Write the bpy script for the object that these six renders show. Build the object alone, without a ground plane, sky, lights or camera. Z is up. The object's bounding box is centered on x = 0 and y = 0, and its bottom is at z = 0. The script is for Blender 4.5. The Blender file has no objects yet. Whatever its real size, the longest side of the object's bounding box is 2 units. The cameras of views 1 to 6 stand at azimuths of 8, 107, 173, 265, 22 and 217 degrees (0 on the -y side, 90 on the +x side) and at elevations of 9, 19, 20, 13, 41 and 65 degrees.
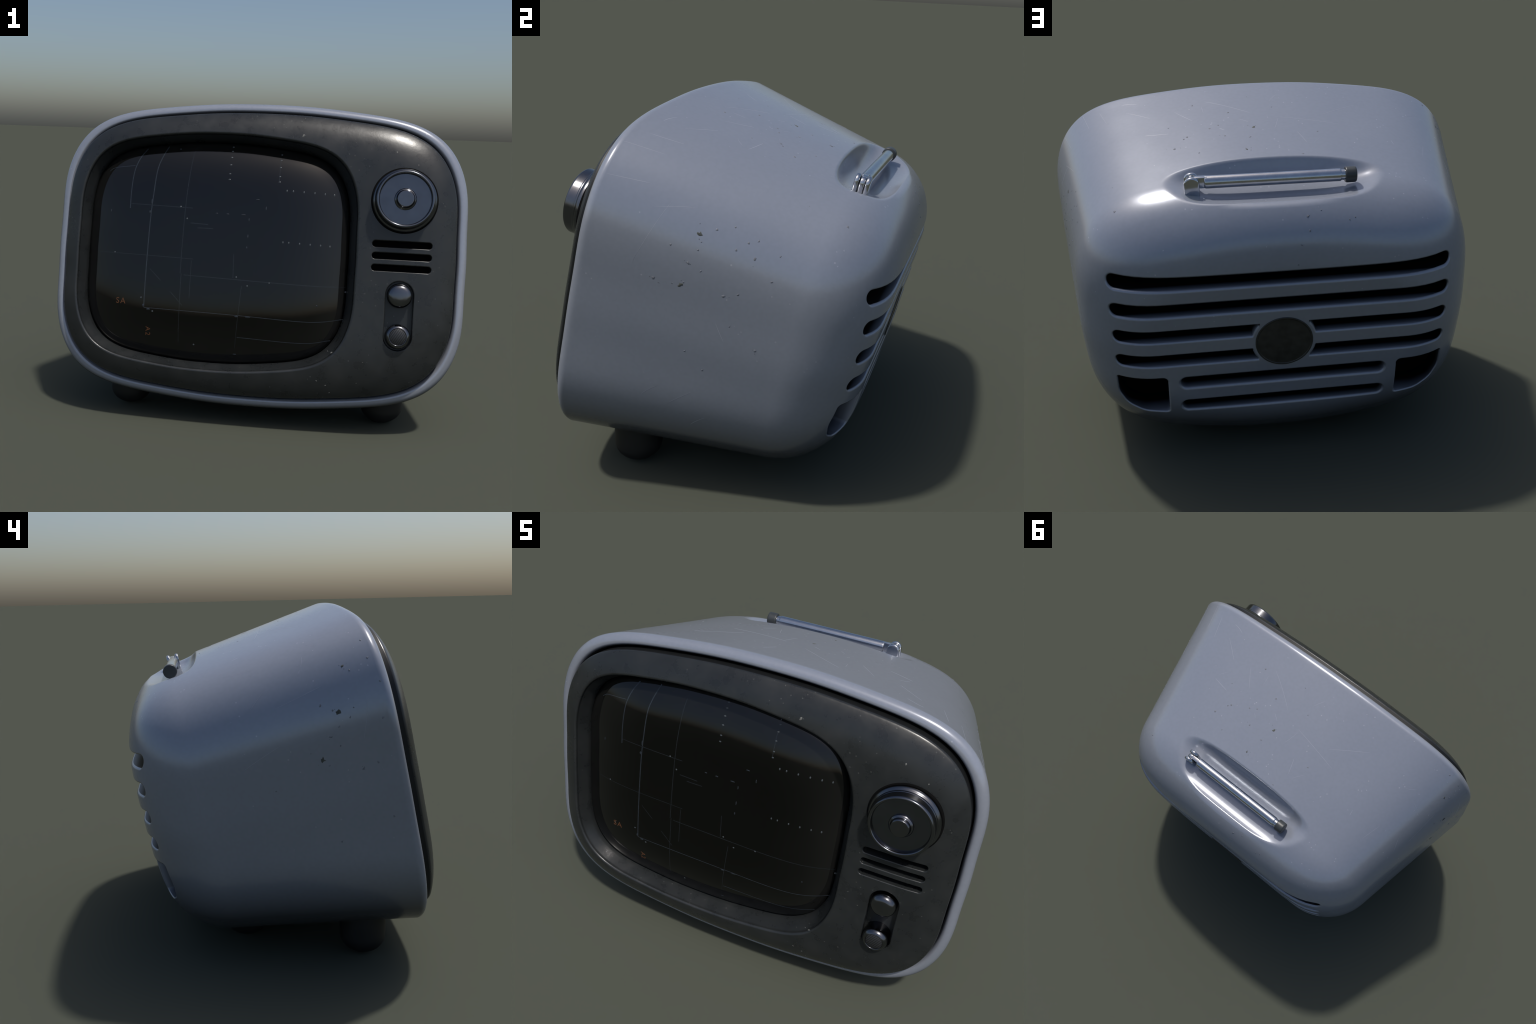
"""Weathered retro portable television: tapered rounded cabinet leaning back on
four rubber feet, dark bezel with domed glass, dial, speaker slots and knobs,
folded telescopic aerial in a scooped dish, slotted vents and badge at the rear."""
import bpy, bmesh, math, random
import numpy as np
from mathutils import Vector, Matrix
from mathutils.geometry import delaunay_2d_cdt

random.seed(7)
rng = np.random.default_rng(7)

# ------------------------------------------------------------------ frame
# Everything is designed in the cabinet's own leaning frame:
#   x = width, v = up along the face, n = outward from the face.
LEAN = 0.2002
ORIGIN = np.array([0.0, -0.476, 0.8351])
AX = np.array([[1, 0, 0],
               [0, math.sin(LEAN), math.cos(LEAN)],
               [0, -math.cos(LEAN), math.sin(LEAN)]])


def to_world(P):
    return ORIGIN + np.asarray(P, float) @ AX


def dir_world(D):
    return np.asarray(D, float) @ AX


# ------------------------------------------------------------------ cabinet outline
# one quarter of the front outline (normalised), smoothed to a few cosine terms
QUARTER = np.array([(0, 1), (.22, .992), (.45, .966), (.65, .926), (.76, .885), (.86, .804),
                    (.93, .692), (.97, .58), (.99, .459), (.998, .27), (1, 0)])


def _outline_series():
    P = np.vstack([[-QUARTER[1, 0], QUARTER[1, 1]], QUARTER, [QUARTER[-2, 0], -QUARTER[-2, 1]]])
    out = []
    for i in range(1, len(P) - 2):
        p0, p1, p2, p3 = P[i - 1:i + 3]
        for t in np.linspace(0, 1, 20, endpoint=False):
            out.append(.5 * (2 * p1 + (p2 - p0) * t + (2 * p0 - 5 * p1 + 4 * p2 - p3) * t * t
                             + (3 * p1 - p0 - 3 * p2 + p3) * t ** 3))
    out = np.array(out)
    ang, rad = np.arctan2(out[:, 1], out[:, 0]), np.hypot(out[:, 0], out[:, 1])
    K = np.arange(0, 9)
    A = np.cos(2 * np.outer(ang, K))
    grid = np.linspace(0, math.pi / 2, 200)
    o = np.argsort(ang)
    r = np.interp(grid, ang[o], rad[o])
    A = np.cos(2 * np.outer(grid, K))
    return K, np.linalg.lstsq(A, r, rcond=None)[0]


_K, _C = _outline_series()


def outline_radius(phi):
    phi = np.asarray(phi, float)
    return np.cos(2 * phi[..., None] * _K) @ _C


def ring_angles(count, half_w=1.0, half_h=.74):
    """Angles that step evenly along the outline."""
    p = np.linspace(0, 2 * math.pi, 8001)
    r = outline_radius(p)
    x, y = half_w * r * np.cos(p), half_h * r * np.sin(p)
    L = np.concatenate([[0], np.cumsum(np.hypot(np.diff(x), np.diff(y)))])
    return np.interp(np.linspace(0, L[-1], count, endpoint=False), L, p)


def shape(phi, half_w, half_h, cx=0.0, cv=0.0):
    r = outline_radius(phi)
    return np.stack([cx + half_w * r * np.cos(phi), cv + half_h * r * np.sin(phi)], -1)


# ------------------------------------------------------------------ cabinet body
A0, B0 = 1.0045, 0.7438          # half width, half height of the mouth
DEPTH, ROUND = 1.102, 0.2837     # total depth, depth over which the back rounds over
INSET_X, INSET_V, POWER = 0.2843, 0.2863, 2.188
SHOULDER = 0.965                 # depth where the side wall mesh hands over to the back panel


def section(e):
    """half width, half height, vertical centre and roundness at depth e"""
    e = np.asarray(e, float)
    q = np.clip((e - (DEPTH - ROUND)) / ROUND, 0, 1)
    g = 1 - (1 - q ** POWER) ** (1 / POWER)
    return (A0 - .1855 * e - g * INSET_X, B0 - .1348 * e - g * INSET_V,
            -.0065 * e + .0037 * g, .2237 * e)


def body_point(phi, e):
    w, h, c, k = section(e)
    r = outline_radius(phi) * (1 - k) + k
    return np.stack([w * r * np.cos(phi), c + h * r * np.sin(phi), -e + 0 * r], -1)


# scooped dish for the aerial on the roof
DISH_E, DISH_FLOOR = 0.858, 0.551


def dish_height(x, e):
    de = np.where(e < DISH_E, (DISH_E - e) / 0.154, (e - DISH_E) / 0.163)
    rho = (np.abs(x / 0.535) ** 4 + np.abs(de) ** 4) ** .25
    return DISH_FLOOR + 0.115 * rho ** 4.5


def scoop(P, e):
    """lower roof points into the dish with a softened lip"""
    cut = dish_height(P[..., 0], e)
    k = 0.019 + (0.009 - 0.019) * np.clip((e - .80) / .10, 0, 1)
    d = np.clip(.5 + .5 * (P[..., 1] - cut) / k, 0, 1)
    low = P[..., 1] * (1 - d) + cut * d - k * d * (1 - d)
    out = P.copy()
    out[..., 1] = np.where(P[..., 1] > 0.3, low, P[..., 1])
    return out


def back_height(X, Vv):
    """n of the rear shell above the point (x, v)"""
    lo, hi = np.full(X.shape, .80), np.full(X.shape, DEPTH)
    for _ in range(44):
        mid = (lo + hi) / 2
        w, h, c, k = section(mid)
        px, py = X / w, (Vv - c) / h
        r = outline_radius(np.arctan2(py, px)) * (1 - k) + k
        inside = np.hypot(px, py) < r
        lo, hi = np.where(inside, mid, lo), np.where(inside, hi, mid)
    return -(lo + hi) / 2


# ------------------------------------------------------------------ 2D loops and panels
def stadium(cx, cv, half_len, rad, vertical=False, seg=14):
    a = np.linspace(-math.pi / 2, math.pi / 2, seg + 1)
    straight = np.linspace(-1, 1, max(3, int(half_len / .02)))[1:-1] * half_len
    right = np.stack([half_len + rad * np.cos(a), rad * np.sin(a)], 1)
    top = np.stack([straight[::-1], np.full(len(straight), rad)], 1)
    L = np.vstack([right, top, -right, -top])
    if vertical:
        L = np.stack([-L[:, 1], L[:, 0]], 1)
    return L + [cx, cv]


def rounded_polygon(corners, seg=8):
    """corners: (x, v, radius), counter-clockwise"""
    out, n = [], len(corners)
    for i in range(n):
        p, a, b = (np.array(corners[j % n][:2], float) for j in (i, i - 1, i + 1))
        r = corners[i][2]
        u, w = (a - p) / np.linalg.norm(a - p), (b - p) / np.linalg.norm(b - p)
        half = math.acos(np.clip(u @ w, -1, 1)) / 2
        t = r / math.tan(half)
        s, f = p + u * t, p + w * t
        c = p + (u + w) / np.linalg.norm(u + w) * r / math.sin(half)
        a0, a1 = math.atan2(*(s - c)[::-1]), math.atan2(*(f - c)[::-1])
        d = (a1 - a0 + math.pi) % (2 * math.pi) - math.pi
        for k in np.linspace(0, 1, seg + 1):
            out.append(c + r * np.array([math.cos(a0 + d * k), math.sin(a0 + d * k)]))
    return densify(np.array(out), .02)


def densify(L, step):
    out = []
    for i in range(len(L)):
        a, b = L[i], L[(i + 1) % len(L)]
        m = max(1, int(np.linalg.norm(b - a) / step))
        out += [a + (b - a) * k / m for k in range(m)]
    return np.array(out)


def loop_normals(L):
    t = np.roll(L, -1, 0) - np.roll(L, 1, 0)
    nrm = np.stack([t[:, 1], -t[:, 0]], 1)
    nrm /= np.linalg.norm(nrm, axis=1, keepdims=True) + 1e-12
    area = np.sum(L[:, 0] * np.roll(L[:, 1], -1) - L[:, 1] * np.roll(L[:, 0], -1))
    return nrm if area > 0 else -nrm


def inside(P, L):
    a, b = L, np.roll(L, -1, 0)
    x, y = P[:, 0][:, None], P[:, 1][:, None]
    hit = (a[:, 1] > y) != (b[:, 1] > y)
    with np.errstate(divide='ignore', invalid='ignore'):
        xi = a[:, 0] + (y - a[:, 1]) * (b[:, 0] - a[:, 0]) / (b[:, 1] - a[:, 1])
    return (np.sum(hit & (x < xi), 1) % 2) == 1


def distance(P, L):
    a, ab = L, np.roll(L, -1, 0) - L
    out = np.empty(len(P))
    for s in range(0, len(P), 2000):
        ap = P[s:s + 2000, None, :] - a[None]
        t = np.clip((ap * ab).sum(-1) / ((ab * ab).sum(-1) + 1e-15), 0, 1)
        out[s:s + 2000] = np.linalg.norm(ap - t[..., None] * ab, axis=-1).min(1)
    return out


def panel(outer, holes, height, sign, grid):
    """Triangulated sheet over (x, v) bounded by `outer`, pierced by `holes`
    (loop, edge radius).  Hole edges roll inward by a quarter round.
    sign=+1: sheet faces +n, -1: faces -n.  Returns local points, tris, normals, hole ring ids."""
    loops = [outer]
    rings = []
    for L, r in holes:
        nr = loop_normals(L)
        for ang in (0, 22, 45, 67, 90):
            off = r * (1 - math.sin(math.radians(90 - ang)))
            loops.append(L + nr * off)
            if ang == 0:
                rings.append(len(loops) - 1)
    pts = np.vstack(loops)
    start = np.cumsum([0] + [len(l) for l in loops])
    lo, hi = outer.min(0), outer.max(0)
    gx, gy = np.meshgrid(np.arange(lo[0], hi[0], grid), np.arange(lo[1], hi[1], grid))
    gx = gx + (np.arange(gx.shape[0]) % 2)[:, None] * grid / 2
    G = np.stack([gx.ravel(), gy.ravel()], 1)
    keep = inside(G, outer) & (distance(G, outer) > grid * .6)
    G = G[keep]
    for L, r in holes:
        G = G[~((distance(G, L) < r + grid * .5) | inside(G, L))]
    edges = []
    for k in range(len(loops)):
        n = len(loops[k])
        edges += [(start[k] + i, start[k] + (i + 1) % n) for i in range(n)]
    P = np.vstack([pts, G])
    V, _, F, ov, _, _ = delaunay_2d_cdt([Vector(p) for p in P], [(int(a), int(b)) for a, b in edges], [], 0, 1e-7)
    V2 = np.array([tuple(v) for v in V])
    idx = {}
    for new, olds in enumerate(ov):
        for o in olds:
            idx[o] = new
    F = np.array([tuple(f) for f in F if len(f) == 3])
    cen = V2[F].mean(1)
    ok = inside(cen, outer)
    for L, r in holes:
        ok &= ~inside(cen, L)
    F = F[ok]
    a, b, c = V2[F[:, 0]], V2[F[:, 1]], V2[F[:, 2]]
    cr = (b[:, 0] - a[:, 0]) * (c[:, 1] - a[:, 1]) - (b[:, 1] - a[:, 1]) * (c[:, 0] - a[:, 0])
    flip = (cr * sign) < 0
    F[flip] = F[flip][:, ::-1]

    def drop(Q):
        d = np.zeros(len(Q))
        for L, r in holes:
            near = (np.abs(Q[:, 0] - L[:, 0].mean()) < np.ptp(L[:, 0]) / 2 + r + .01) & \
                   (np.abs(Q[:, 1] - L[:, 1].mean()) < np.ptp(L[:, 1]) / 2 + r + .01)
            if near.any():
                t = distance(Q[near], L)
                t[inside(Q[near], L)] = 0
                t = np.clip(t, 0, r)
                d[near] = np.maximum(d[near], r - np.sqrt(np.maximum(0, r * r - (r - t) ** 2)))
        return d

    def surf(Q):
        return height(Q[:, 0], Q[:, 1]) - sign * drop(Q)

    n = surf(V2)
    eps = 4e-4
    base = lambda Q: height(Q[:, 0], Q[:, 1])
    gxv = (base(V2 + [eps, 0]) - base(V2 - [eps, 0])) / (2 * eps)
    gyv = (base(V2 + [0, eps]) - base(V2 - [0, eps])) / (2 * eps)
    N = np.stack([-gxv, -gyv, np.ones(len(V2))], 1) * sign
    # rolled hole edges: tilt the normal toward the hole
    for L, r in holes:
        near = (np.abs(V2[:, 0] - L[:, 0].mean()) < np.ptp(L[:, 0]) / 2 + r + .01) & \
               (np.abs(V2[:, 1] - L[:, 1].mean()) < np.ptp(L[:, 1]) / 2 + r + .01)
        ids = np.where(near)[0]
        if not len(ids):
            continue
        t = distance(V2[ids], L)
        m = t < r * .999
        ids, t = ids[m], t[m]
        d0 = V2[ids]
        aa, ab = L, np.roll(L, -1, 0) - L
        ap = d0[:, None] - aa[None]
        tt = np.clip((ap * ab).sum(-1) / ((ab * ab).sum(-1) + 1e-15), 0, 1)
        near_p = aa[None] + tt[..., None] * ab[None]
        j = np.linalg.norm(d0[:, None] - near_p, axis=-1).argmin(1)
        nr = loop_normals(L)
        f = tt[np.arange(len(ids)), j][:, None]
        inward = -(nr[j] * (1 - f) + nr[(j + 1) % len(L)] * f)
        s = np.clip((r - t) / r, 0, 1)[:, None]
        side = np.concatenate([inward, np.zeros((len(ids), 1))], 1)
        N[ids] = N[ids] / np.linalg.norm(N[ids], axis=1, keepdims=True) * np.sqrt(1 - s * s) + side * s
    N /= np.linalg.norm(N, axis=1, keepdims=True)
    ring_ids = [[idx[start[k] + i] for i in range(len(loops[k]))] for k in rings]
    outer_ids = [idx[i] for i in range(len(outer))]
    return np.column_stack([V2, n]), F, N, ring_ids, outer_ids


class Build:
    """collects points (cabinet frame), faces and optional normals"""

    def __init__(self):
        self.v, self.f, self.n = [], [], []

    def add(self, P, N=None):
        i = len(self.v)
        self.v += [tuple(p) for p in np.asarray(P)]
        self.n += [tuple(q) for q in N] if N is not None else [None] * len(P)
        return list(range(i, len(self.v)))

    def faces(self, F):
        self.f += [tuple(int(i) for i in f) for f in F]

    def bridge(self, a, b):
        n = len(a)
        self.f += [(a[i], a[(i + 1) % n], b[(i + 1) % n], b[i]) for i in range(n)]

    def mesh(self, name, mat, world=True):
        me = bpy.data.meshes.new(name)
        P = to_world(np.array(self.v)) if world else np.array(self.v)
        used = np.zeros(len(P), bool)
        for f in self.f:
            used[list(f)] = True
        new = np.cumsum(used) - 1
        faces = [tuple(int(new[i]) for i in f) for f in self.f]
        keep_n = [q for q, u in zip(self.n, used) if u]
        P = P[used]
        me.from_pydata(P.tolist(), [], faces)
        me.update()
        me.shade_smooth()
        if any(q is not None for q in keep_n):
            vn = np.empty(len(P) * 3, np.float32)
            me.vertex_normals.foreach_get("vector", vn)
            vn = vn.reshape(-1, 3)
            for i, q in enumerate(keep_n):
                if q is not None:
                    vn[i] = dir_world(q) if world else q
            me.normals_split_custom_set_from_vertices(vn.tolist())
        me.materials.append(mat)
        return me


def obj(name, me, parent):
    o = bpy.data.objects.new(name, me)
    bpy.context.scene.collection.objects.link(o)
    o.parent = parent
    return o


# ------------------------------------------------------------------ materials
class Nodes:
    def __init__(self, name):
        self.mat = bpy.data.materials.new(name)
        self.mat.use_nodes = True
        self.t = self.mat.node_tree
        self.b = self.t.nodes["Principled BSDF"]
        self.pos = self.t.nodes.new("ShaderNodeTexCoord").outputs["Object"]

    def link(self, a, b):
        self.t.links.new(a, b)

    def set(self, **kw):
        for k, v in kw.items():
            s = self.b.inputs[k.replace("_", " ")]
            if hasattr(v, "links") or hasattr(v, "is_linked"):
                self.link(v, s)
            else:
                s.default_value = v

    def mapping(self, scale=(1, 1, 1), rot=(0, 0, 0), loc=(0, 0, 0), src=None):
        m = self.t.nodes.new("ShaderNodeMapping")
        m.inputs["Scale"].default_value, m.inputs["Rotation"].default_value, m.inputs["Location"].default_value = scale, rot, loc
        self.link(src or self.pos, m.inputs["Vector"])
        return m.outputs[0]

    def noise(self, scale, detail=4, rough=.5, vec=None, dist=0):
        n = self.t.nodes.new("ShaderNodeTexNoise")
        n.inputs["Scale"].default_value, n.inputs["Detail"].default_value = scale, detail
        n.inputs["Roughness"].default_value, n.inputs["Distortion"].default_value = rough, dist
        self.link(vec or self.pos, n.inputs["Vector"])
        return n.outputs["Fac"]

    def voronoi(self, scale, vec=None, feature="F1", rnd=1.0, out="Distance"):
        n = self.t.nodes.new("ShaderNodeTexVoronoi")
        n.feature = feature
        n.inputs["Scale"].default_value, n.inputs["Randomness"].default_value = scale, rnd
        self.link(vec or self.pos, n.inputs["Vector"])
        return n.outputs[out]

    def ramp(self, fac, *stops):
        r = self.t.nodes.new("ShaderNodeValToRGB")
        e = r.color_ramp.elements
        while len(e) < len(stops):
            e.new(.5)
        for i, (p, c) in enumerate(stops):
            e[i].position = p
            e[i].color = (c, c, c, 1) if isinstance(c, (int, float)) else (*c, 1)
        self.link(fac, r.inputs[0])
        return r.outputs[0]

    def math(self, op, a, b=None):
        m = self.t.nodes.new("ShaderNodeMath")
        m.operation = op
        for i, x in enumerate((a, b)):
            if x is None:
                continue
            if isinstance(x, (int, float)):
                m.inputs[i].default_value = x
            else:
                self.link(x, m.inputs[i])
        return m.outputs[0]

    def mix(self, fac, a, b):
        m = self.t.nodes.new("ShaderNodeMix")
        m.data_type = "RGBA"
        for s, x in ((m.inputs[0], fac), (m.inputs[6], a), (m.inputs[7], b)):
            if isinstance(x, (int, float)):
                s.default_value = x
            elif isinstance(x, tuple):
                s.default_value = (*x, 1)
            else:
                self.link(x, s)
        return m.outputs[2]

    def bump(self, h, strength, dist=.002):
        b = self.t.nodes.new("ShaderNodeBump")
        b.inputs["Strength"].default_value, b.inputs["Distance"].default_value = strength, dist
        self.link(h, b.inputs["Height"])
        self.link(b.outputs[0], self.b.inputs["Normal"])


def paint_material():
    m = Nodes("cabinet_paint")
    tint = m.ramp(m.noise(1.6, 3, .5), (.3, (.288, .313, .370)), (.7, (.307, .330, .384)))
    fine = m.ramp(m.noise(60, 3, .6), (.35, .96), (.65, 1.0))
    mul = m.t.nodes.new("ShaderNodeMix")
    mul.data_type, mul.blend_type = "RGBA", "MULTIPLY"
    mul.inputs[0].default_value = 1
    m.link(tint, mul.inputs[6]); m.link(fine, mul.inputs[7])
    col = mul.outputs[2]
    # pale flecks, mostly on the roof and upper sides
    fl = m.voronoi(38)
    pick = m.math("GREATER_THAN", m.noise(9.0, 2, .6), .60)
    fleck = m.math("MULTIPLY", m.math("LESS_THAN", fl, .13), pick)
    sep = m.t.nodes.new("ShaderNodeSeparateXYZ")
    m.link(m.pos, sep.inputs[0])
    high = m.ramp(sep.outputs["Z"], (.55, .15), (1.0, 1.0))
    worn = m.math("MULTIPLY", fleck, high)
    col = m.mix(m.math("MULTIPLY", worn, .35), col, (.62, .63, .68))
    # underside shade put into the colour where faces point down
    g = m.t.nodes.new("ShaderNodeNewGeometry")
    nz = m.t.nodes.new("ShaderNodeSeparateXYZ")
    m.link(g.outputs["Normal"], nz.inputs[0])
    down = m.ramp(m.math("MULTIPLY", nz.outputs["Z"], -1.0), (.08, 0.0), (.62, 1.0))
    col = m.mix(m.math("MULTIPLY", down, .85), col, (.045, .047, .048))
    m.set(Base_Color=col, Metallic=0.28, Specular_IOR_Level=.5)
    m.set(Roughness=m.ramp(m.noise(5, 4, .6), (.3, .175), (.7, .215)))
    m.bump(m.noise(120, 2, .5), .012, .001)
    return m.mat


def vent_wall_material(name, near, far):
    """paint coloured toward black with depth behind the rear face, as painted shade"""
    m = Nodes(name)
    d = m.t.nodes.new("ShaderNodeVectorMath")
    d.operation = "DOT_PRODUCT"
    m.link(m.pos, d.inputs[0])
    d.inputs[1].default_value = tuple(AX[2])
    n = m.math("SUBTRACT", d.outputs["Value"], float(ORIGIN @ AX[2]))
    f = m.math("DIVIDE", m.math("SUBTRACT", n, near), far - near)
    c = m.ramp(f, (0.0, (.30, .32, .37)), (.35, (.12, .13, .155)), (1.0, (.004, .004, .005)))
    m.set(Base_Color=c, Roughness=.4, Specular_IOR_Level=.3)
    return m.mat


def bezel_material():
    m = Nodes("bezel_graphite")
    mott = m.noise(7, 5, .6)
    col = m.ramp(mott, (.28, (.0135, .0150, .0160)), (.5, (.0195, .0218, .0226)), (.75, (.0275, .0288, .0292)))
    g = m.t.nodes.new("ShaderNodeNewGeometry")
    edge = m.ramp(g.outputs["Pointiness"], (.52, 0.0), (.60, 1.0))
    col = m.mix(m.math("MULTIPLY", edge, .35), col, (.07, .074, .082))
    dots = m.math("MULTIPLY", m.math("LESS_THAN", m.voronoi(34), .10), m.math("GREATER_THAN", m.noise(6, 2), .52))
    col = m.mix(m.math("MULTIPLY", dots, .30), col, (.16, .16, .15))
    m.set(Base_Color=col, Roughness=m.ramp(m.noise(14, 6, .65), (.3, .24), (.7, .36)), Specular_IOR_Level=.5)
    m.bump(m.noise(45, 5, .6), .16, .002)
    return m.mat


def metal_material(name, color, rough, spread=.05):
    m = Nodes(name)
    c = m.ramp(m.noise(18, 4, .6), (.3, tuple(x * .85 for x in color)), (.7, color))
    m.set(Base_Color=c, Metallic=1.0, Roughness=m.ramp(m.noise(30, 4, .6), (.3, rough), (.7, rough + spread)))
    return m.mat


def plain_material(name, color, rough, spec=.5, noise=.15):
    m = Nodes(name)
    c = m.ramp(m.noise(25, 4, .6), (.3, tuple(x * (1 - noise) for x in color)), (.7, tuple(x * (1 + noise) for x in color)))
    m.set(Base_Color=c, Roughness=rough, Specular_IOR_Level=spec)
    return m.mat


def glass_material():
    m = Nodes("screen_glass")

    def along(axis, centre, half):
        d = m.t.nodes.new("ShaderNodeVectorMath")
        d.operation = "DOT_PRODUCT"
        m.link(m.pos, d.inputs[0])
        d.inputs[1].default_value = tuple(AX[axis])
        off = float(ORIGIN @ AX[axis]) + centre
        return m.math("POWER", m.math("ABSOLUTE", m.math("DIVIDE", m.math("SUBTRACT", d.outputs["Value"], off), half)), 4.0)

    # colour lightens toward the rim of the tube
    rim = m.math("ADD", along(0, -.196, .64), along(1, 0.0, .537))
    rim = m.math("MULTIPLY", rim, m.ramp(m.noise(5, 4, .6), (.3, .7), (.7, 1.1)))
    c = m.ramp(rim, (.05, (.0008, .0008, .0008)), (.55, (.0062, .0062, .0058)), (1.0, (.0095, .0094, .0090)))
    m.set(Base_Color=c, Roughness=m.ramp(m.noise(4, 3), (.3, .06), (.7, .09)), Specular_IOR_Level=.48)
    return m.mat


def ribbed_material():
    m = Nodes("knob_ribbed_cap")
    vec = m.mapping(rot=(0, math.radians(-32), 0))
    w = m.t.nodes.new("ShaderNodeTexWave")
    w.wave_type, w.bands_direction, w.wave_profile = "BANDS", "X", "SIN"
    w.inputs["Scale"].default_value = 36
    m.link(vec, w.inputs["Vector"])
    c = m.ramp(w.outputs["Fac"], (.10, (.016, .016, .016)), (.25, (.042, .044, .047)))
    m.set(Base_Color=c, Roughness=.4, Metallic=.4)
    m.bump(m.ramp(w.outputs["Fac"], (.1, 0.0), (.35, 1.0)), .4, .002)
    return m.mat


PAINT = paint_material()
BEZEL = bezel_material()
VENT_WALL = vent_wall_material("vent_wall_shaded_paint", -1.099, -1.056)
WINDOW_WALL = vent_wall_material("opening_wall_shaded_paint", -1.090, -1.0)
CHROME = metal_material("polished_chrome", (.60, .61, .63), .15)
DARK_CHROME = metal_material("dark_chrome", (.155, .160, .175), .16)
SATIN = metal_material("satin_dial_face", (.128, .137, .158), .20)
GLASS = glass_material()
RUBBER = plain_material("black_rubber", (.012, .012, .012), .55, .4)
BLACK = plain_material("vent_black", (.003, .003, .003), .9, .1)
SKIRT = plain_material("bezel_skirt_dark", (.0075, .0085, .0090), .5, .4)
CAP = plain_material("aerial_cap_plastic", (.040, .045, .047), .40)
BADGE = plain_material("badge_dark", (.024, .024, .021), .38, .5, .45)
CHIP = plain_material("bare_chip", (.090, .095, .085), .7, .3, .4)
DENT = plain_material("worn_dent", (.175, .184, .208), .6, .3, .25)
SCRATCH = plain_material("pale_scratch", (.335, .35, .405), .35, .4, .08)
PALE = plain_material("pale_chip", (.14, .14, .13), .6, .3, .2)
MARK = plain_material("screen_print_grey", (.023, .028, .035), .08)
MARKDOT = plain_material("screen_print_white", (.065, .075, .082), .15)
MARKDIM = plain_material("screen_print_dim", (.0105, .0125, .0150), .08)
MARKTEXT = plain_material("screen_print_orange", (.11, .046, .022), .15)
RIBBED = ribbed_material()

# ------------------------------------------------------------------ the thing
tv = bpy.data.objects.new("portable_television", None)
bpy.context.scene.collection.objects.link(tv)
tv["label"] = "worn pale lavender retro portable television with dark bezel and folded aerial"
tv["category"] = "television set"

# ------------------------------------------------------------------ cabinet shell
RING = 640
PHI = ring_angles(RING)
GAP = 0.052        # wall thickness at the mouth


def cabinet():
    B = Build()
    rows = []
    # inner wall of the mouth, rolled rim, then the long tapering side
    mouth = [(GAP + .001, .10), (GAP, .045), (GAP, .018), (GAP - .0015, .009), (GAP - .006, .0025), (GAP - .012, 0.0)]
    for t in np.linspace(0, math.pi / 2, 9)[1:]:
        mouth.append(((GAP - .012) * (1 - math.sin(t)) ** 1.0, .042 * (1 - math.cos(t))))
    for inset, e in mouth[:-1]:
        w, h, c, k = section(e)
        r = outline_radius(PHI)
        rows.append((np.stack([(w - inset) * r * np.cos(PHI), c + (h - inset) * r * np.sin(PHI), -e + 0 * r], -1)))
    es = np.concatenate([np.linspace(.042, .62, 40), np.linspace(.625, SHOULDER, 80)])
    for e in es:
        rows.append(scoop(body_point(PHI, e), e))
    ids = [B.add(r) for r in rows]
    for a, b in zip(ids, ids[1:]):
        B.bridge(b, a)
    # ---- rear panel with vents
    outer = rows[-1][:, :2]
    hr, er = .0272, .011
    holes = []
    for v in (.302, .181):
        holes.append((stadium(0, v - .004, .692 - hr, hr), er))
    ringr = .137
    for v in (.058, -.063):
        for side in (1, -1):
            # slot that stops at the round badge boss
            lo, hi = v - .004 - hr, v - .004 + hr
            a = np.linspace(lo, hi, 9)
            arc = np.stack([np.sqrt(ringr ** 2 - (a + .009) ** 2), a], 1)
            end = np.linspace(-math.pi / 2, math.pi / 2, 13)
            cap = np.stack([.692 - hr + hr * np.cos(end), v - .004 + hr * np.sin(end)], 1)
            L = np.vstack([cap, arc[::-1]])
            L = densify(L, .02)
            if side < 0:
                L = L[::-1] * [-1, 1]
            holes.append((L, er * .8))
    for v in (-.190, -.314):
        holes.append((stadium(0, v, .436 - hr, hr), er))
    for side in (1, -1):
        L = rounded_polygon([(.492, -.352, .016), (.600, -.356, .09), (.668, -.322, .07), (.699, -.255, .09),
                             (.697, -.160, .012), (.488, -.156, .022)])
        if side < 0:
            L = L[::-1] * [-1, 1]
        holes.append((L, .008))
    P, F, N, rings, oid = panel(outer, holes, back_height, -1, .0125)
    # keep the dish's tail continuous
    base = len(B.v)
    P[oid] = rows[-1]
    B.add(P, N)
    for i in oid:
        B.n[base + i] = None
    B.faces(F + base)
    # weld panel border to side wall: replace border vertices
    sub = {base + o: ids[-1][k] for k, o in enumerate(oid)}
    B.f = [tuple(sub.get(i, i) for i in f) for f in B.f]
    # vent walls, their colour darkened inward as painted shade
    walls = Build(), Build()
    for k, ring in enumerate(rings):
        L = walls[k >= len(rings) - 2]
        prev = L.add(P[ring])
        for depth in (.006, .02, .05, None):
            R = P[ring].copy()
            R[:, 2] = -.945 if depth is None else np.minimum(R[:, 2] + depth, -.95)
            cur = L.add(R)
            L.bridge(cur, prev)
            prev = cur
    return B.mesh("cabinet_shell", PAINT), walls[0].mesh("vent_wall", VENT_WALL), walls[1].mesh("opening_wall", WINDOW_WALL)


shell_me, vent_me, opening_me = cabinet()
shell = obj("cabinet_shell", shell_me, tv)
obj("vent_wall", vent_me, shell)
obj("opening_wall", opening_me, shell)


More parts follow.
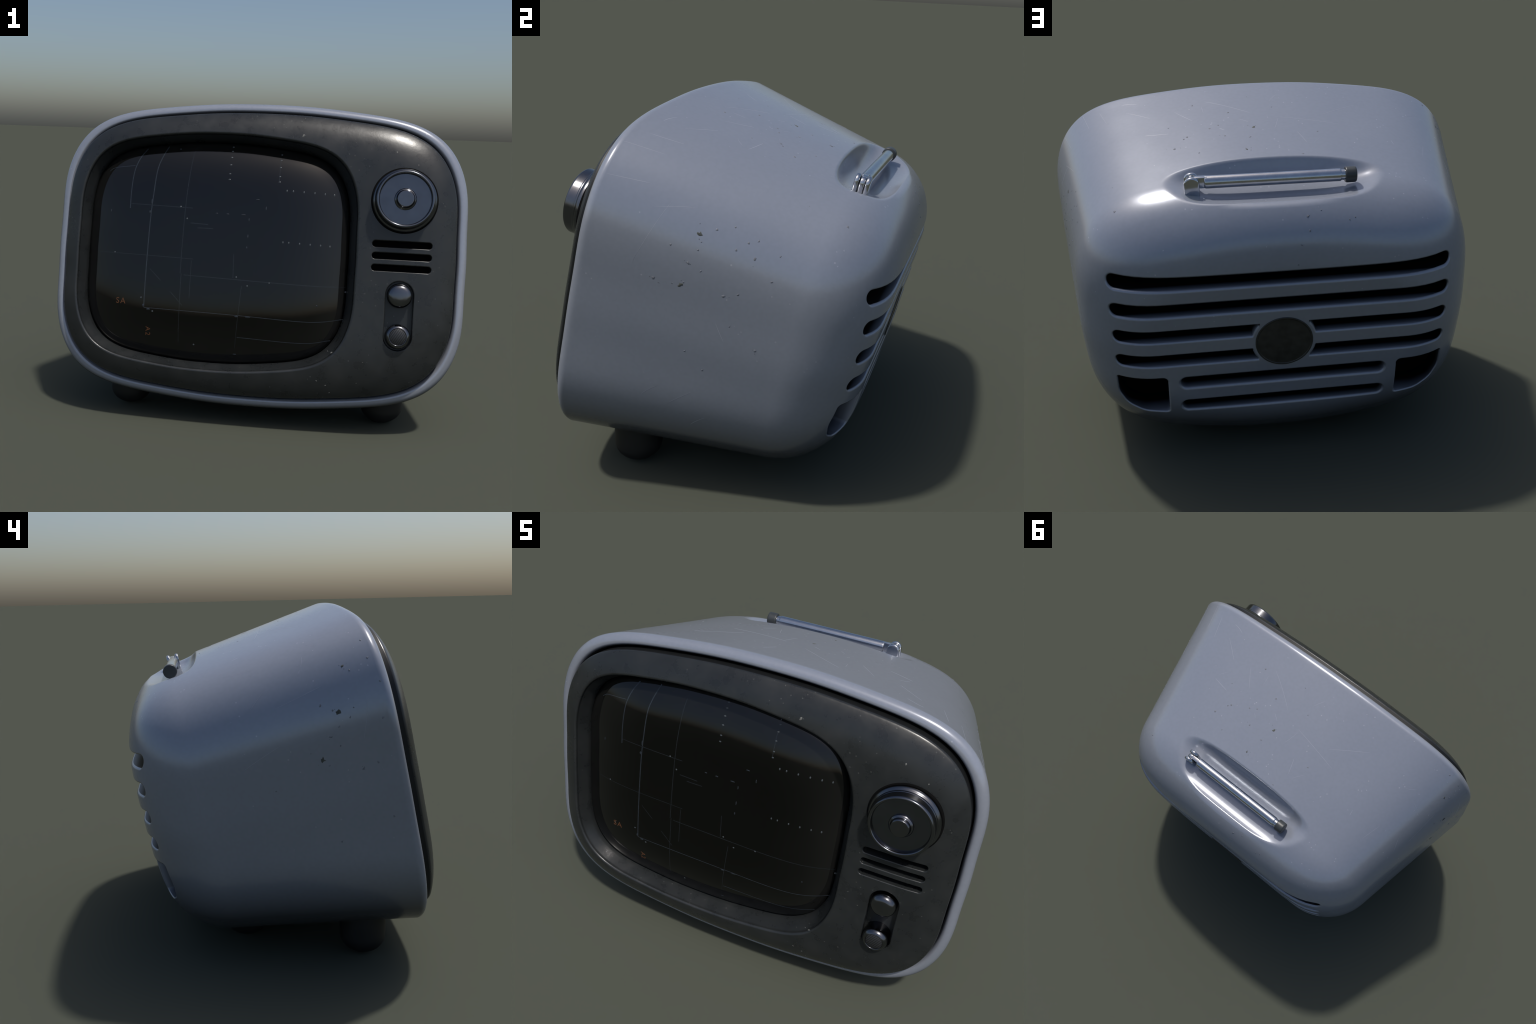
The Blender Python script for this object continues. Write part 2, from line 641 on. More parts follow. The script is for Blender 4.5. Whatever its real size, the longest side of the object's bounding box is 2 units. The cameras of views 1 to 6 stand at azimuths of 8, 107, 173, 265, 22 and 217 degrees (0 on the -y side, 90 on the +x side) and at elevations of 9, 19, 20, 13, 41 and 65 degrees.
def box(name, lo, hi, mat, parent, bevel=0):
    c = [(x, v, n) for x in (lo[0], hi[0]) for v in (lo[1], hi[1]) for n in (lo[2], hi[2])]
    B = Build()
    B.add(c)
    B.faces([(0, 1, 3, 2), (4, 6, 7, 5), (0, 4, 5, 1), (2, 3, 7, 6), (0, 2, 6, 4), (1, 5, 7, 3)])
    me = B.mesh(name, mat)
    bm = bmesh.new(); bm.from_mesh(me)
    bmesh.ops.recalc_face_normals(bm, faces=bm.faces)
    if bevel:
        bmesh.ops.bevel(bm, geom=bm.edges[:], offset=bevel, segments=3, profile=.5, affect='EDGES')
    bm.to_mesh(me); bm.free()
    if bevel:
        me.shade_smooth()
    else:
        me.shade_flat()
    return obj(name, me, parent)


B = Build()
_w, _h, _c, _k = section(.945)
_r = outline_radius(PHI) * (1 - _k) + _k
_disc = [np.stack([(_w - d) * _r * np.cos(PHI), _c + (_h - d) * _r * np.sin(PHI), z + 0 * _r], -1) for d, z in ((.075, -.946), (.075, -.930))]
_f, _g = B.add(_disc[0]), B.add(_disc[1])
B.bridge(_f, _g)
B.f += [tuple(_f[::-1]), tuple(_g)]
obj("vent_dark_plate", B.mesh("vent_dark_plate", BLACK), shell)  # black disc added inside so the vents look dark

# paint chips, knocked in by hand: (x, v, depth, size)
CHIPS = [(.888, .398, .415, .013), (.863, .425, .465, .006), (.903, .345, .425, .006), (.916, .292, .406, .009),
         (.908, .275, .455, .006), (.925, .204, .396, .013), (.842, .409, .582, .006), (.826, .423, .612, .007),
         (.821, .393, .700, .005), (.852, .303, .700, .006), (.894, .206, .553, .008), (.883, .228, .602, .007),
         (.872, .033, .710, .008), (.918, -.047, .465, .005), (.902, -.106, .543, .006), (.309, .701, .209, .007),
         (.050, .679, .455, .012), (.203, .679, .415, .006), (.242, .673, .435, .007), (.074, .667, .538, .007),
         (.097, .652, .636, .010), (.357, .653, .494, .006), (.297, .640, .622, .006), (.645, .517, .874, .009),
         (-.901, .532, .062, .007), (-.882, .520, .160, .010), (-.901, .501, .140, .006), (-.944, .361, .219, .014),
         (-.938, .370, .239, .006), (-.956, .366, .160, .005), (-.951, .304, .229, .006), (-.946, .271, .268, .008),
         (-.955, .230, .239, .005), (-.942, .188, .317, .015), (-.972, .125, .170, .009), (-.983, .139, .111, .007),
         (-.960, .443, .042, .006), (-.989, .308, .062, .006), (-.987, -.090, .091, .007), (-.945, -.157, .307, .005),
         (-.839, .599, .062, .006), (.053, .719, .170, .004), (-.131, .639, .690, .007), (-.226, .664, .504, .005)]
CHIPS += [(.86, .46, .52, .005), (.90, .33, .33, .005), (.87, .38, .55, .006), (.84, .36, .62, .008), (.42, .66, .38, .005),
          (.15, .69, .31, .006), (-.05, .70, .28, .005), (.40, .64, .56, .008), (.18, .665, .51, .008), (-.93, .40, .28, .007),
          (-.95, .33, .18, .006), (-.91, .10, .52, .005), (.90, .10, .60, .005), (.93, .20, .30, .008), (.345, .66, .48, .008)]
BACK_CHIPS = [(-.101, .524, .012), (-.156, .538, .005), (-.289, .507, .007), (-.265, .502, .006), (-.104, .477, .007),
              (-.070, .431, .009), (-.054, .353, .006), (-.311, .112, .005)]


def chip_mesh(P, nrm, size, B):
    """irregular shallow flake lying on the surface"""
    up = np.array([0, 1, .3]) if abs(nrm[1]) < .9 else np.array([1, 0, 0])
    a = np.cross(nrm, up); a /= np.linalg.norm(a)
    b = np.cross(nrm, a)
    k = 12
    th = np.arange(k) * 2 * math.pi / k
    sq, tw = rng.uniform(.55, 1.0), rng.uniform(0, 3.1)
    rad = size * rng.uniform(.45, 1.15, k)
    ca, sa = np.cos(th), np.sin(th) * sq
    da, db = ca * math.cos(tw) - sa * math.sin(tw), ca * math.sin(tw) + sa * math.cos(tw)
    o = B.add([P + nrm * -.0005 + (a * x + b * y) * r for x, y, r in zip(da, db, rad)])
    i = B.add([P + nrm * .0006 + (a * x + b * y) * r * .8 for x, y, r in zip(da, db, rad)])
    c = B.add([P + nrm * .0004])
    B.bridge(o, i)
    B.f += [(i[j], i[(j + 1) % k], c[0]) for j in range(k)]


def body_normal(phi, e):
    d = 1e-3
    du = body_point(phi + d, e) - body_point(phi - d, e)
    de = body_point(phi, e + d) - body_point(phi, e - d)
    n = np.cross(du, de)
    n /= np.linalg.norm(n)
    p = body_point(phi, e)
    return n if n @ np.array([p[0], p[1], 0]) > 0 else -n


deep, shallow = Build(), Build()
for x, v, e, s in CHIPS:
    w, h, c, k = section(e)
    phi = np.array(math.atan2((v - c) / h, x / w))
    p = scoop(body_point(phi, np.array(e)), np.array(e))
    chip_mesh(p, body_normal(phi, np.array(e)), s * .98, deep if s > .0095 else shallow)
    if s > .0075:
        for _ in range(int(rng.integers(2, 5))):
            de, dp = rng.normal(0, 1.5 * s, 2)
            e2, p2 = np.array(np.clip(e + de, .045, .72)), phi + dp / max(w, h)
            chip_mesh(body_point(p2, e2), body_normal(p2, e2), s * rng.uniform(.15, .32), shallow)
for x, v, s in BACK_CHIPS:
    f = lambda a, b: float(back_height(np.array([a]), np.array([b]))[0])
    g = np.array([-(f(x + .002, v) - f(x - .002, v)) / .004, -(f(x, v + .002) - f(x, v - .002)) / .004, 1])
    chip_mesh(np.array([x, v, f(x, v)]), -g / np.linalg.norm(g), s * .8, shallow)
for nm, bb, mt in (("paint_chip", deep, CHIP), ("paint_dent", shallow, DENT)):
    o = obj(nm, bb.mesh(nm, mt), shell)
    o["kind"] = "stuff"

# hairline scratches: thin tapering ribbons following the paint
B = Build()


def hairline(x, v, e, dphi, de, width):
    w, h, c, k = section(e)
    phi0 = math.atan2((v - c) / h, x / w)
    t = np.linspace(-.5, .5, 14)
    bend = rng.normal(0, .004)
    ph, ee = phi0 + dphi * t, np.clip(e + de * t + bend * (t * t) * 4, .045, .69)
    mid = body_point(ph, ee)
    nr = np.array([body_normal(np.array(a), np.array(b)) for a, b in zip(ph, ee)])
    tan = np.gradient(mid, axis=0)
    side = np.cross(nr, tan)
    side /= np.linalg.norm(side, axis=1, keepdims=True)
    wd = (width * np.sqrt(np.clip(1 - (2 * t) ** 2, .02, 1)))[:, None] / 2
    rows = [B.add(mid - side * wd - nr * .0003), B.add(mid + nr * .0003), B.add(mid + side * wd - nr * .0003)]
    for a, b in zip(rows, rows[1:]):
        B.f += [(a[i], a[i + 1], b[i + 1], b[i]) for i in range(len(t) - 1)]


for q in ((.90, .35, .25, .30, .07, .0022), (.86, .45, .30, .06, .14, .0020), (.88, .50, .12, .03, .16, .0022),
          (.80, .60, .10, .02, .18, .0018), (.60, .68, .10, .06, .02, .0030), (.55, .66, .22, .09, .09, .0026),
          (.70, .62, .16, .02, .12, .0026), (.48, .66, .42, .10, .02, .0034), (.35, .68, .30, .07, .10, .0020),
          (-.20, .70, .40, .30, .06, .0022), (-.35, .69, .30, .18, -.12, .0018), (.15, .70, .25, .20, .14, .0018),
          (-.90, .45, .35, .04, .20, .0020), (-.93, .25, .55, .08, .16, .0018), (-.90, .30, .12, .20, .05, .0016),
          (.90, -.25, .36, .07, .05, .0018), (.89, -.25, .48, .09, .07, .0018), (.88, -.35, .56, .07, .05, .0016)):
    hairline(*q)
for _ in range(18):
    phi = rng.uniform(.05, 3.09)
    p = body_point(np.array(phi), np.array(.3))
    hairline(p[0], p[1], rng.uniform(.08, .6), rng.normal(0, .05), rng.normal(0, .05), rng.uniform(.0010, .0020))
o = obj("paint_scratch", B.mesh("paint_scratch", SCRATCH), shell)
o["kind"] = "stuff"

# ------------------------------------------------------------------ bezel
BE_W, BE_H = A0 - GAP - .011, B0 - GAP - .011
SCR_C = -.192                                    # screen centre x
LIP_W, LIP_H = .672, .565                        # opening at the face
EDGE_W, EDGE_H = .643, .540                      # opening at the glass


def bezel_profile(t):
    u = np.clip(t / .30, 0, 1)
    edge = np.clip(1 - t / .006, 0, 1)
    return .031 + .057 * (1 - (1 - u) ** 4.2) - .006 * (1 - np.sqrt(1 - edge ** 2))


def bezel_height(X, Vv):
    lo, hi = np.zeros(X.shape), np.full(X.shape, .62)
    for _ in range(34):
        mid = (lo + hi) / 2
        px, py = X / (BE_W - mid), Vv / (BE_H - mid)
        ins = np.hypot(px, py) < outline_radius(np.arctan2(py, px))
        lo, hi = np.where(ins, mid, lo), np.where(ins, hi, mid)
    return bezel_profile((lo + hi) / 2)


CTRL_X = .690


def bezel():
    B = Build()
    rows = []
    r = outline_radius(PHI)
    ring = lambda t, n: np.stack([(BE_W - t) * r * np.cos(PHI), (BE_H - t) * r * np.sin(PHI), n + 0 * r], -1)
    for t in (0.0, .0003, .001, .002, .0035, .006, .010, .015, .021, .028):
        rows.append(ring(t, bezel_profile(t)))
    ids = [B.add(q) for q in rows][::-1]
    rows = rows[::-1]
    for a, b in zip(ids, ids[1:]):
        B.bridge(b, a)
    outer = rows[0][:, :2]
    pl = ring_angles(360, LIP_W, LIP_H)
    lip = shape(pl, LIP_W, LIP_H, SCR_C)
    holes = [(lip, .013)]
    for v in (.077, .0215, -.034):
        holes.append((stadium(CTRL_X, v, .136 - .0147, .0147), .005))
    rec = stadium(CTRL_X, -.252, .0955, .0635, vertical=True, seg=20)
    holes.append((rec, .006))
    P, F, N, rings, oid = panel(outer, holes, bezel_height, 1, .0135)
    base = len(B.v)
    B.add(P, N)
    B.faces(F + base)
    sub = {base + o: ids[0][k] for k, o in enumerate(oid)}
    B.f = [tuple(sub.get(i, i) for i in f) for f in B.f]
    # sloping wall down to the glass
    top = [base + i for i in rings[0]]
    Q = P[rings[0]]
    low = shape(pl, EDGE_W, EDGE_H, SCR_C - .004)
    prev = top
    for f, extra in ((.12, 0), (.4, 0), (.75, 0), (1.0, 0), (1.0, .03)):
        R = np.column_stack([Q[:, :2] * (1 - f) + low * f, Q[:, 2] * (1 - f) + (-.004) * f - extra])
        cur = B.add(R)
        B.bridge(prev, cur)
        prev = cur
    for k in (1, 2, 3):
        top = [base + i for i in rings[k]]
        R = P[rings[k]].copy(); R[:, 2] -= .05
        B.bridge(top, B.add(R))
    top = [base + i for i in rings[4]]
    R = P[rings[4]].copy()
    R[:, 2] = .046
    mid = B.add(R)
    B.bridge(top, mid)
    floor = B.add(R)
    B.f.append(tuple(floor))
    return B.mesh("bezel", BEZEL)


bez = obj("bezel", bezel(), tv)
box("speaker_dark_plate", (CTRL_X - .17, -.07, .030), (CTRL_X + .17, .12, .034), BLACK, bez)  # black plate added behind the slots as their dark floor
# bezel side wall, coloured darker to deepen the shade in the gap
SK = Build()
_ring = lambda t, n: SK.add(np.stack([(BE_W - t) * outline_radius(PHI) * np.cos(PHI), (BE_H - t) * outline_radius(PHI) * np.sin(PHI), n + 0 * PHI], -1))
_s = [_ring(0, float(bezel_profile(np.array(0.0)))), _ring(.0005, .005), _ring(.001, -.03), _ring(.003, -.09)]
for _a, _b in zip(_s, _s[1:]):
    SK.bridge(_b, _a)
obj("bezel_skirt", SK.mesh("bezel_skirt", SKIRT), bez)
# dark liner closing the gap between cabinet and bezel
BL = Build()
rr = outline_radius(PHI)
o_ = BL.add(np.stack([(A0 - GAP + .002) * rr * np.cos(PHI), (B0 - GAP + .002) * rr * np.sin(PHI), -.07 + 0 * rr], -1))
i_ = BL.add(np.stack([(BE_W - .03) * rr * np.cos(PHI), (BE_H - .03) * rr * np.sin(PHI), -.07 + 0 * rr], -1))
BL.bridge(i_, o_)
obj("gap_seal", BL.mesh("gap_seal", BLACK), bez)

# small pale knocks on the bezel
B = Build()
for x, v, s in ((.205, .569, .010), (.645, .507, .006), (.746, .451, .0045), (.392, -.631, .004), (.330, -.577, .005),
                (.372, -.597, .005), (.393, -.441, .006), (.375, -.435, .004), (.514, -.575, .003), (.538, -.476, .003)):
    hgt = float(bezel_height(np.array([x]), np.array([v]))[0])
    gx = float(bezel_height(np.array([x + .004]), np.array([v]))[0] - bezel_height(np.array([x - .004]), np.array([v]))[0]) / .008
    gv = float(bezel_height(np.array([x]), np.array([v + .004]))[0] - bezel_height(np.array([x]), np.array([v - .004]))[0]) / .008
    nn = np.array([-gx, -gv, 1.0]); nn /= np.linalg.norm(nn)
    chip_mesh(np.array([x, v, hgt]), nn, s, B)
pc = obj("bezel_chip", B.mesh("bezel_chip", PALE), bez)
pc["kind"] = "stuff"

# ------------------------------------------------------------------ screen
DOME = .070
SC_W, SC_H, SC_X = EDGE_W - .003, EDGE_H - .003, SCR_C - .004


def dome(X, Vv):
    px, py = (X - SC_X) / SC_W, Vv / SC_H
    rho = np.hypot(px, py) / outline_radius(np.arctan2(py, px))
    rho = np.clip(rho, 0, 1)
    return DOME * (1 - rho ** 5) - .004


def screen():
    B = Build()
    ph = ring_angles(260, SC_W, SC_H)
    prev = None
    e2 = shape(ph, SC_W, SC_H, SC_X)
    edge = dome(e2[:, 0], e2[:, 1])
    first = B.add(np.column_stack([e2, edge - .05]))
    prev = first
    for f in list(np.linspace(1, .9, 6)) + list(np.linspace(.9, .04, 36)[1:]):
        xy = shape(ph, SC_W * f, SC_H * f, SC_X)
        drop = .008 * max(0, (f - .985) / .015) ** 2
        cur = B.add(np.column_stack([xy, dome(xy[:, 0], xy[:, 1]) - drop]))
        B.bridge(prev, cur)
        prev = cur
    c = B.add([(SC_X, 0, float(dome(np.array(SC_X), np.array(0.0))))])
    B.f += [(prev[i], prev[(i + 1) % len(prev)], c[0]) for i in range(len(prev))]
    return B.mesh("screen", GLASS)


scr = obj("screen", screen(), tv)


def smooth_path(pts, n=10):
    pts = np.array(pts, float)
    if len(pts) < 3:
        return np.array([pts[0] + (pts[-1] - pts[0]) * t for t in np.linspace(0, 1, 40)])
    P = np.vstack([2 * pts[0] - pts[1], pts, 2 * pts[-1] - pts[-2]])
    out = []
    for i in range(1, len(P) - 2):
        p0, p1, p2, p3 = P[i - 1:i + 3]
        for t in np.linspace(0, 1, n, endpoint=False):
            out.append(.5 * (2 * p1 + (p2 - p0) * t + (2 * p0 - 5 * p1 + 4 * p2 - p3) * t * t + (3 * p1 - p0 - 3 * p2 + p3) * t ** 3))
    return np.array(out + [pts[-1]])


def ribbon(B, pts, width):
    p = smooth_path(pts)
    t = np.gradient(p, axis=0)
    nr = np.stack([-t[:, 1], t[:, 0]], 1)
    nr /= np.linalg.norm(nr, axis=1, keepdims=True) + 1e-12
    for (s0, h0), (s1, h1) in (((-1, -.0004), (-1, .0003)), ((-1, .0003), (1, .0003)), ((1, .0003), (1, -.0004))):
        rows = []
        for sd, hgt in ((s0, h0), (s1, h1)):
            q = p + nr * sd * width / 2
            rows.append(B.add(np.column_stack([q, dome(q[:, 0], q[:, 1]) + hgt])))
        B.f += [(rows[0][i + 1], rows[0][i], rows[1][i], rows[1][i + 1]) for i in range(len(p) - 1)]


def speck(B, x, v, rx, rv):
    th = np.arange(10) * 2 * math.pi / 10
    q = np.stack([x + rx * np.cos(th), v + rv * np.sin(th)], 1)
    ring = B.add(np.column_stack([q, dome(q[:, 0], q[:, 1]) - .0003]))
    q2 = np.stack([x + .7 * rx * np.cos(th), v + .7 * rv * np.sin(th)], 1)
    r2 = B.add(np.column_stack([q2, dome(q2[:, 0], q2[:, 1]) + .0007]))
    B.bridge(ring, r2)
    B.f.append(tuple(r2))


lines, dim, dots = Build(), Build(), Build()
for pts, w in (([(-.566, .491), (-.595, .441), (-.615, .377), (-.622, .283), (-.622, .189)], .0050),
               ([(-.459, .506), (-.483, .445), (-.499, .382), (-.507, .272), (-.515, .147), (-.520, -.048), (-.522, -.288)], .0050),
               ([(-.522, -.290), (-.082, -.299), (.228, -.310), (.340, -.305), (.436, -.288)], .0034),
               ([(-.060, -.404), (.244, -.413), (.382, -.392)], .0036),
               ([(-.752, .371), (-.720, .389), (-.616, .401)], .0030)):
    ribbon(lines, pts, w)
for pts, w in (([(-.313, .514), (-.326, .467), (-.339, .311), (-.346, .171), (-.350, 0), (-.351, -.115)], .0040),
               ([(-.623, .211), (-.308, .202)], .0038), ([(-.772, -.030), (-.292, -.043)], .0030),
               ([(-.334, -.122), (.227, -.138), (.442, -.136)], .0038), ([(-.096, -.009), (-.093, -.123)], .0034),
               ([(-.502, -.101), (-.445, -.155)], .0030), ([(-.395, -.205), (-.333, -.268)], .0030),
               ([(-.315, .130), (-.229, .126)], .0045), ([(-.279, .108), (-.204, .108)], .0045),
               ([(-.346, -.115), (-.346, -.45)], .0035), ([(-.300, -.05), (-.300, -.23)], .003),
               ([(-.05, -.16), (-.07, -.46)], .003), ([(.10, .51), (.10, .35)], .0035)):
    ribbon(dim, pts, w)
for x, v in ((-.369, .206), (-.334, .150), (-.687, -.030), (-.023, -.157), (-.538, -.243), (-.478, -.306),
             (-.078, -.118), (.442, -.158), (-.270, -.454), (.081, -.137)):
    speck(dots, x, v, .0045, .0045)
for v in (.515, .492, .460, .422, .377, .349):
    speck(dots, -.14 + .02 * (v - .35) * .6, v, .0058, .0036)
for v in (.485, .456, .419, .374, .347):
    speck(dots, .102, v, .0052, .0034)
for row, xs in ((.303, (.140, .170, .221, .272, .321, .365)), (.056, (.135, .163, .214, .264, .313, .357))):
    for x in xs:
        speck(dots, x, row - (x - .25) * .03, .0036, .0058)
for x, v, a, b in ((.003, .257, .010, .003), (.046, .217, .003, .010), (-.190, .182, .007, .003), (-.137, .181, .008, .0035),
                   (-.061, .181, .012, .003), (-.033, .159, .003, .009), (-.034, .079, .003, .011), (-.036, .025, .003, .007),
                   (-.723, .174, .003, .009), (-.514, .225, .0035, .014), (-.520, .174, .005, .008), (-.071, -.488, .010, .003),
                   (-.012, -.304, .014, .0045), (-.067, -.305, .010, .004), (-.525, -.280, .006, .008), (-.50, -.297, .010, .005),
                   (.311, -.231, .004, .004), (-.399, .495, .006, .003)):
    speck(lines, x, v, a, b)
for nm, bb, mt in (("screen_line", lines, MARK), ("screen_faint_line", dim, MARKDIM), ("screen_dot", dots, MARKDOT)):
    o = obj(nm, bb.mesh(nm, mt), scr)
    o["kind"] = "stuff"


def lettering(word, x, v, size, turn):
    cu = bpy.data.curves.new("screen_lettering", "FONT")
    cu.body, cu.size, cu.align_x, cu.align_y, cu.extrude = word, size, "CENTER", "CENTER", .0
    cu.space_character = 1.25
    tmp = bpy.data.objects.new("screen_lettering", cu)
    bpy.context.scene.collection.objects.link(tmp)
    dg = bpy.context.evaluated_depsgraph_get()
    me = bpy.data.meshes.new_from_object(tmp.evaluated_get(dg))
    bpy.data.objects.remove(tmp)
    co = np.empty(len(me.vertices) * 3); me.vertices.foreach_get("co", co)
    co = co.reshape(-1, 3)
    c, s = math.cos(turn), math.sin(turn)
    X, Y = x + co[:, 0] * c - co[:, 1] * s, v + co[:, 0] * s + co[:, 1] * c
    faces = [tuple(p.vertices) for p in me.polygons]
    bm = bmesh.new()
    vs = [bm.verts.new(to_world((a, b, float(dome(np.array(a), np.array(b))) - .0006))) for a, b in zip(X, Y)]
    fs = [bm.faces.new([vs[i] for i in f]) for f in faces]
    r = bmesh.ops.extrude_face_region(bm, geom=fs)
    up = Vector(dir_world((0, 0, .0014)))
    for g in r["geom"]:
        if isinstance(g, bmesh.types.BMVert):
            g.co += up
    bmesh.ops.recalc_face_normals(bm, faces=bm.faces)
    out = bpy.data.meshes.new("screen_lettering")
    bm.to_mesh(out); bm.free()
    out.materials.append(MARKTEXT)
    bpy.data.meshes.remove(me)
    return obj("screen_lettering", out, scr)


lettering("SA", -.641, -.265, .040, math.radians(-1))
lettering("A2", -.499, -.403, .034, math.radians(-91))


# ------------------------------------------------------------------ turned parts
def lathe(B, prof, seg, frame):
    """prof: (radius, height) from the outside inward; frame: (centre, axis a, axis b, axis up)"""
    c, a, b, u = (np.array(q, float) for q in frame)
    th = np.arange(seg) * 2 * math.pi / seg
    prev = None
    for r, h in prof:
        if r < 1e-6:
            tip = B.add([c + u * h])[0]
            B.f += [(prev[i], prev[(i + 1) % seg], tip) for i in range(seg)]
            return
        cur = B.add([c + a * r * math.cos(t) + b * r * math.sin(t) + u * h for t in th])
        if prev:
            B.bridge(prev, cur)
        prev = cur


def rounded(prof, r=.003, n=4):
    """fillet every inner corner of a (radius, height) profile"""
    P = np.array(prof, float)
    out = [P[0]]
    for i in range(1, len(P) - 1):
        p, a, b = P[i], P[i - 1], P[i + 1]
        la, lb = np.linalg.norm(a - p), np.linalg.norm(b - p)
        d = min(r, la * .45, lb * .45)
        s, e = p + (a - p) / la * d, p + (b - p) / lb * d
        for t in np.linspace(0, 1, n + 1):
            out.append((1 - t) ** 2 * s + 2 * t * (1 - t) * p + t * t * e)
    out.append(P[-1])
    return [tuple(q) for q in out]


FACE = lambda x, v, n: ((x, v, n), (1, 0, 0), (0, 1, 0), (0, 0, 1))

# dial
DIAL = FACE(CTRL_X, .281, .002)
B = Build()
lathe(B, rounded([(.147, .070), (.147, .100), (.143, .106), (.1355, .112), (.1355, .118), (.1330, .121), (.1330, .155), (.1285, .162),
                  (.1205, .162), (.1168, .155), (.1162, .143)], .004), 128, DIAL)
dial = obj("dial", B.mesh("dial", DARK_CHROME), tv)
B = Build()
lathe(B, [(.1175, .140), (.1173, .1455), (.1165, .1460), (.115, .1460), (.05, .1460), (.049, .1460), (0, .1460)], 96, DIAL)
obj("dial_face", B.mesh("dial_face", SATIN), dial)
B = Build()
lathe(B, rounded([(.050, .146), (.050, .152), (.0455, .156), (.0415, .158), (.0405, .168), (.0365, .1738), (.0340, .1742), (.012, .1742), (0, .1742)], .002), 64, DIAL)
obj("dial_button", B.mesh("dial_button", DARK_CHROME), dial)
B = Build()
lathe(B, [(.1535, .074), (.1535, .0875), (.1525, .0885), (.146, .0885)], 96, DIAL)
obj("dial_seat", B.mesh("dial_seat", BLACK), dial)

# two knobs in the stadium recess
knob_me = None
for k, v in enumerate((-.159, -.346)):
    B = Build()
    fr = FACE(CTRL_X, v, 0)
    if k == 0:
        lathe(B, rounded([(.0570, .040), (.0570, .090), (.0550, .100), (.048, .111), (.037, .1170), (.020, .1200), (0, .1210)], .006), 64, fr)
    else:
        lathe(B, rounded([(.0570, .040), (.0570, .096), (.0545, .107), (.0475, .116), (.0400, .1195), (.0385, .1185), (.0375, .115), (0, .115)], .004), 64, fr)
    kn = obj("knob", B.mesh("knob", DARK_CHROME), tv)
    if k == 1:
        B = Build()
        lathe(B, [(.0372, .112), (.0372, .1172), (.0365, .1178), (0, .1180)], 64, fr)
        obj("knob_cap", B.mesh("knob_cap", RIBBED), kn)

# ------------------------------------------------------------------ rear badge
B = Build()
BK = ((0, -.009, -DEPTH), (-1, 0, 0), (0, 1, 0), (0, 0, -1))
lathe(B, rounded([(.1195, -.006), (.1195, .0028), (.1175, .0038), (.1135, .0038), (.1120, .0012), (.1090, .0010), (.06, .0022), (0, .0026)], .001), 96, BK)
obj("badge", B.mesh("badge", BADGE), tv)

# ------------------------------------------------------------------ aerial
AV, AN = .607, -.840
aer_frame = lambda x: ((x, AV, AN), (0, 1, 0), (0, 0, 1), (1, 0, 0))
B = Build()
R = .0265
lathe(B, rounded([(0.0001, .288), (R - .003, .288), (R, .284), (R, -.259), (R - .002, -.2635), (.0225, -.2640)], .002), 48, aer_frame(0))
aer = obj("aerial", B.mesh("aerial", CHROME), tv)
B = Build()
lathe(B, [(.0225, -.255), (.0225, -.290)], 40, aer_frame(0))
obj("aerial_collar", B.mesh("aerial_collar", CHROME), aer)
B = Build()
lathe(B, rounded([(.0200, -.279), (.0300, -.280), (.0325, -.284), (.0325, -.320), (.0300, -.326), (.010, -.3268), (0, -.3268)], .003), 48, aer_frame(0))
obj("aerial_cap", B.mesh("aerial_cap", CAP), aer)


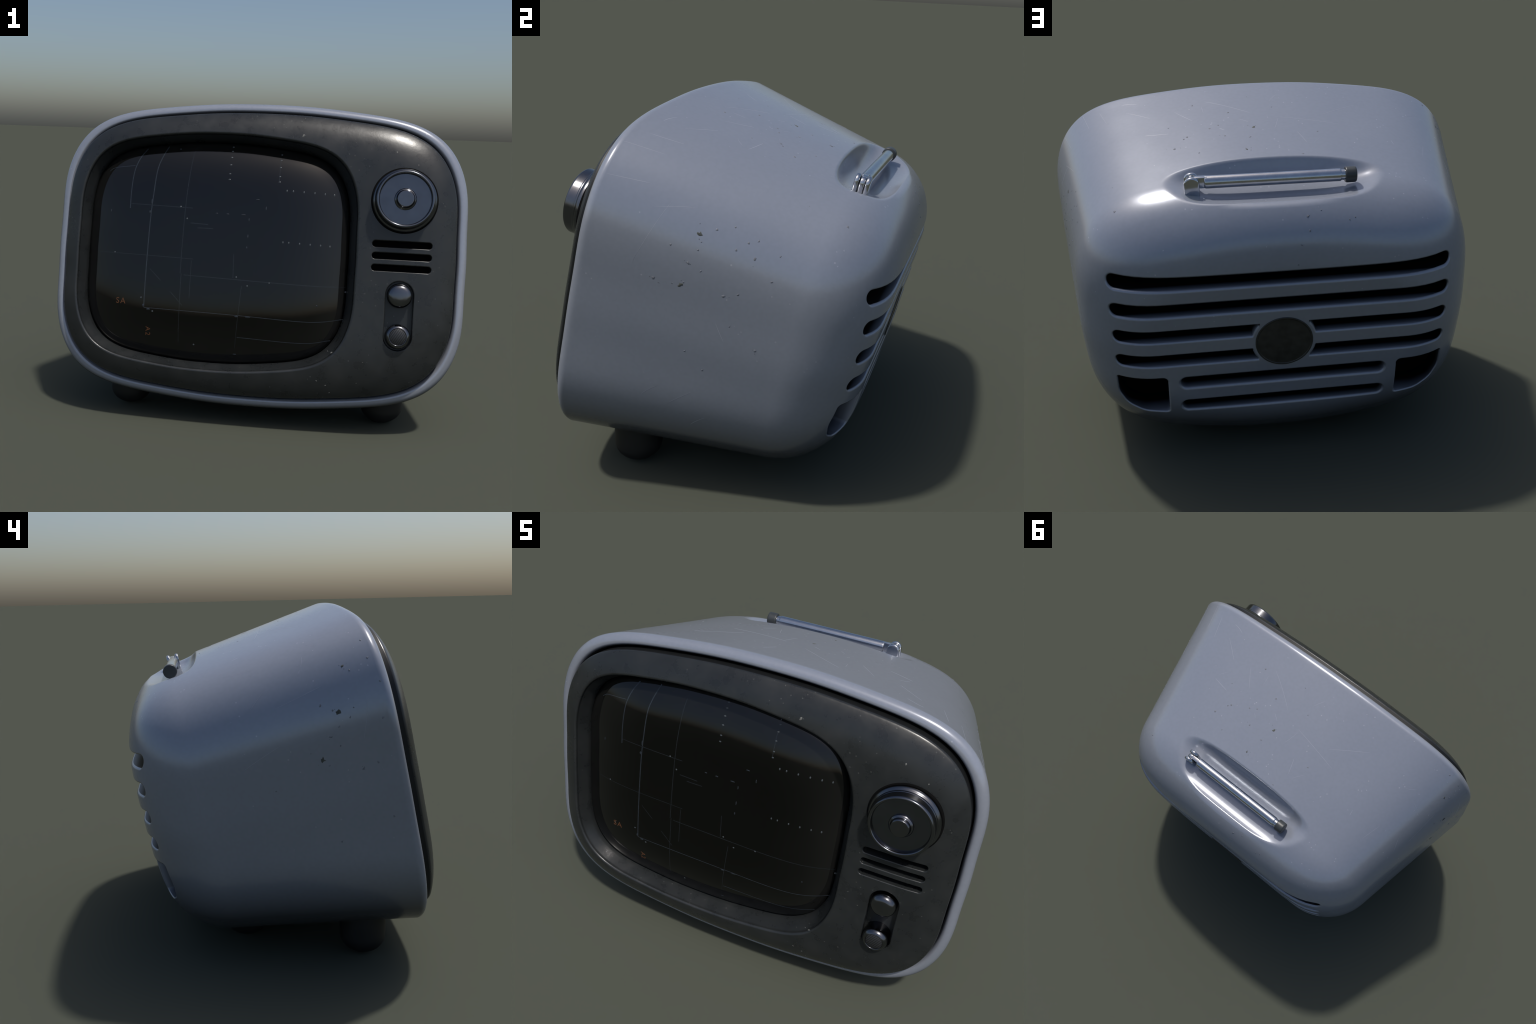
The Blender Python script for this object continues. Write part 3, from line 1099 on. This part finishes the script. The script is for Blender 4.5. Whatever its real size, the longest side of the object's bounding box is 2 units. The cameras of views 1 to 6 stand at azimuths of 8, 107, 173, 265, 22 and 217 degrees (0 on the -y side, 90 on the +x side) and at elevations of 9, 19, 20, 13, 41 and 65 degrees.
def post(name, x0, x1, v0, v1, n0, n1, parent, mat=None):
    """hinge cheek: upright plate with a round top"""
    w = (x1 - x0) / 2
    cx = (x0 + x1) / 2
    a = np.linspace(0, math.pi, 17)
    top = np.stack([cx + w * np.cos(a), v1 - w + w * np.sin(a)], 1)
    L = np.vstack([[(x1, v0)], top, [(x0, v0)]])
    bm = bmesh.new()
    fa = bm.faces.new([bm.verts.new(to_world((p[0], p[1], n0))) for p in L])
    r = bmesh.ops.extrude_face_region(bm, geom=[fa])
    for g in r["geom"]:
        if isinstance(g, bmesh.types.BMVert):
            g.co += Vector(dir_world((0, 0, n1 - n0)))
    bmesh.ops.recalc_face_normals(bm, faces=bm.faces)
    sharp = [e for e in bm.edges if len(e.link_faces) == 2 and e.calc_face_angle(0) > .6]
    bmesh.ops.bevel(bm, geom=sharp, offset=.007, segments=4, profile=.5, affect='EDGES')
    me = bpy.data.meshes.new(name)
    bm.to_mesh(me); bm.free()
    me.shade_smooth()
    me.materials.append(mat or CHROME)
    return obj(name, me, parent)


post("hinge_cheek", .307, .369, .54, .640, AN + .0135, AN + .032, aer)
post("hinge_cheek", .307, .369, .54, .640, AN - .032, AN - .0135, aer)
post("hinge_tongue", .309, .362, .562, .6325, AN - .0115, AN + .0115, aer)
box("hinge_neck", (.275, AV - .022, AN - .0115), (.330, AV + .0255, AN + .0115), CHROME, aer, .003)
box("hinge_foot", (.310, .535, AN - .030), (.366, .553, AN + .030), DARK_CHROME, aer, .003)

# ------------------------------------------------------------------ feet (stand upright on the ground)
prof = [(.1025, .20), (.1025, .082)]
for t in np.linspace(0, math.pi / 2, 12)[1:]:
    prof.append((.1025 * math.cos(t) ** .92 + (.0001 if t > 1.57 else 0), .082 * (1 - math.sin(t))))
prof[-1] = (0, 0)
B = Build()
lathe(B, prof, 64, ((0, 0, 0), (1, 0, 0), (0, -1, 0), (0, 0, 1)))
foot_me = B.mesh("foot", RUBBER, world=False)
for x, y in ((-.648, -.360), (.648, -.360), (-.39, .150), (.39, .150)):
    f = obj("foot", foot_me, tv)
    f.location = (x, y, 0)

# outward-facing normals where no custom normals were given
for o in bpy.data.objects:
    if o.type == "MESH" and o.name.split(".")[0] in ("dial", "dial_face", "dial_button", "dial_seat", "knob", "knob_cap", "badge",
                                                      "aerial", "aerial_collar", "aerial_cap", "foot", "screen", "paint_chip", "paint_dent",
                                                      "bezel_chip", "screen_line", "screen_faint_line", "screen_dot"):
        bm = bmesh.new(); bm.from_mesh(o.data)
        bmesh.ops.recalc_face_normals(bm, faces=bm.faces)
        bm.to_mesh(o.data); bm.free()
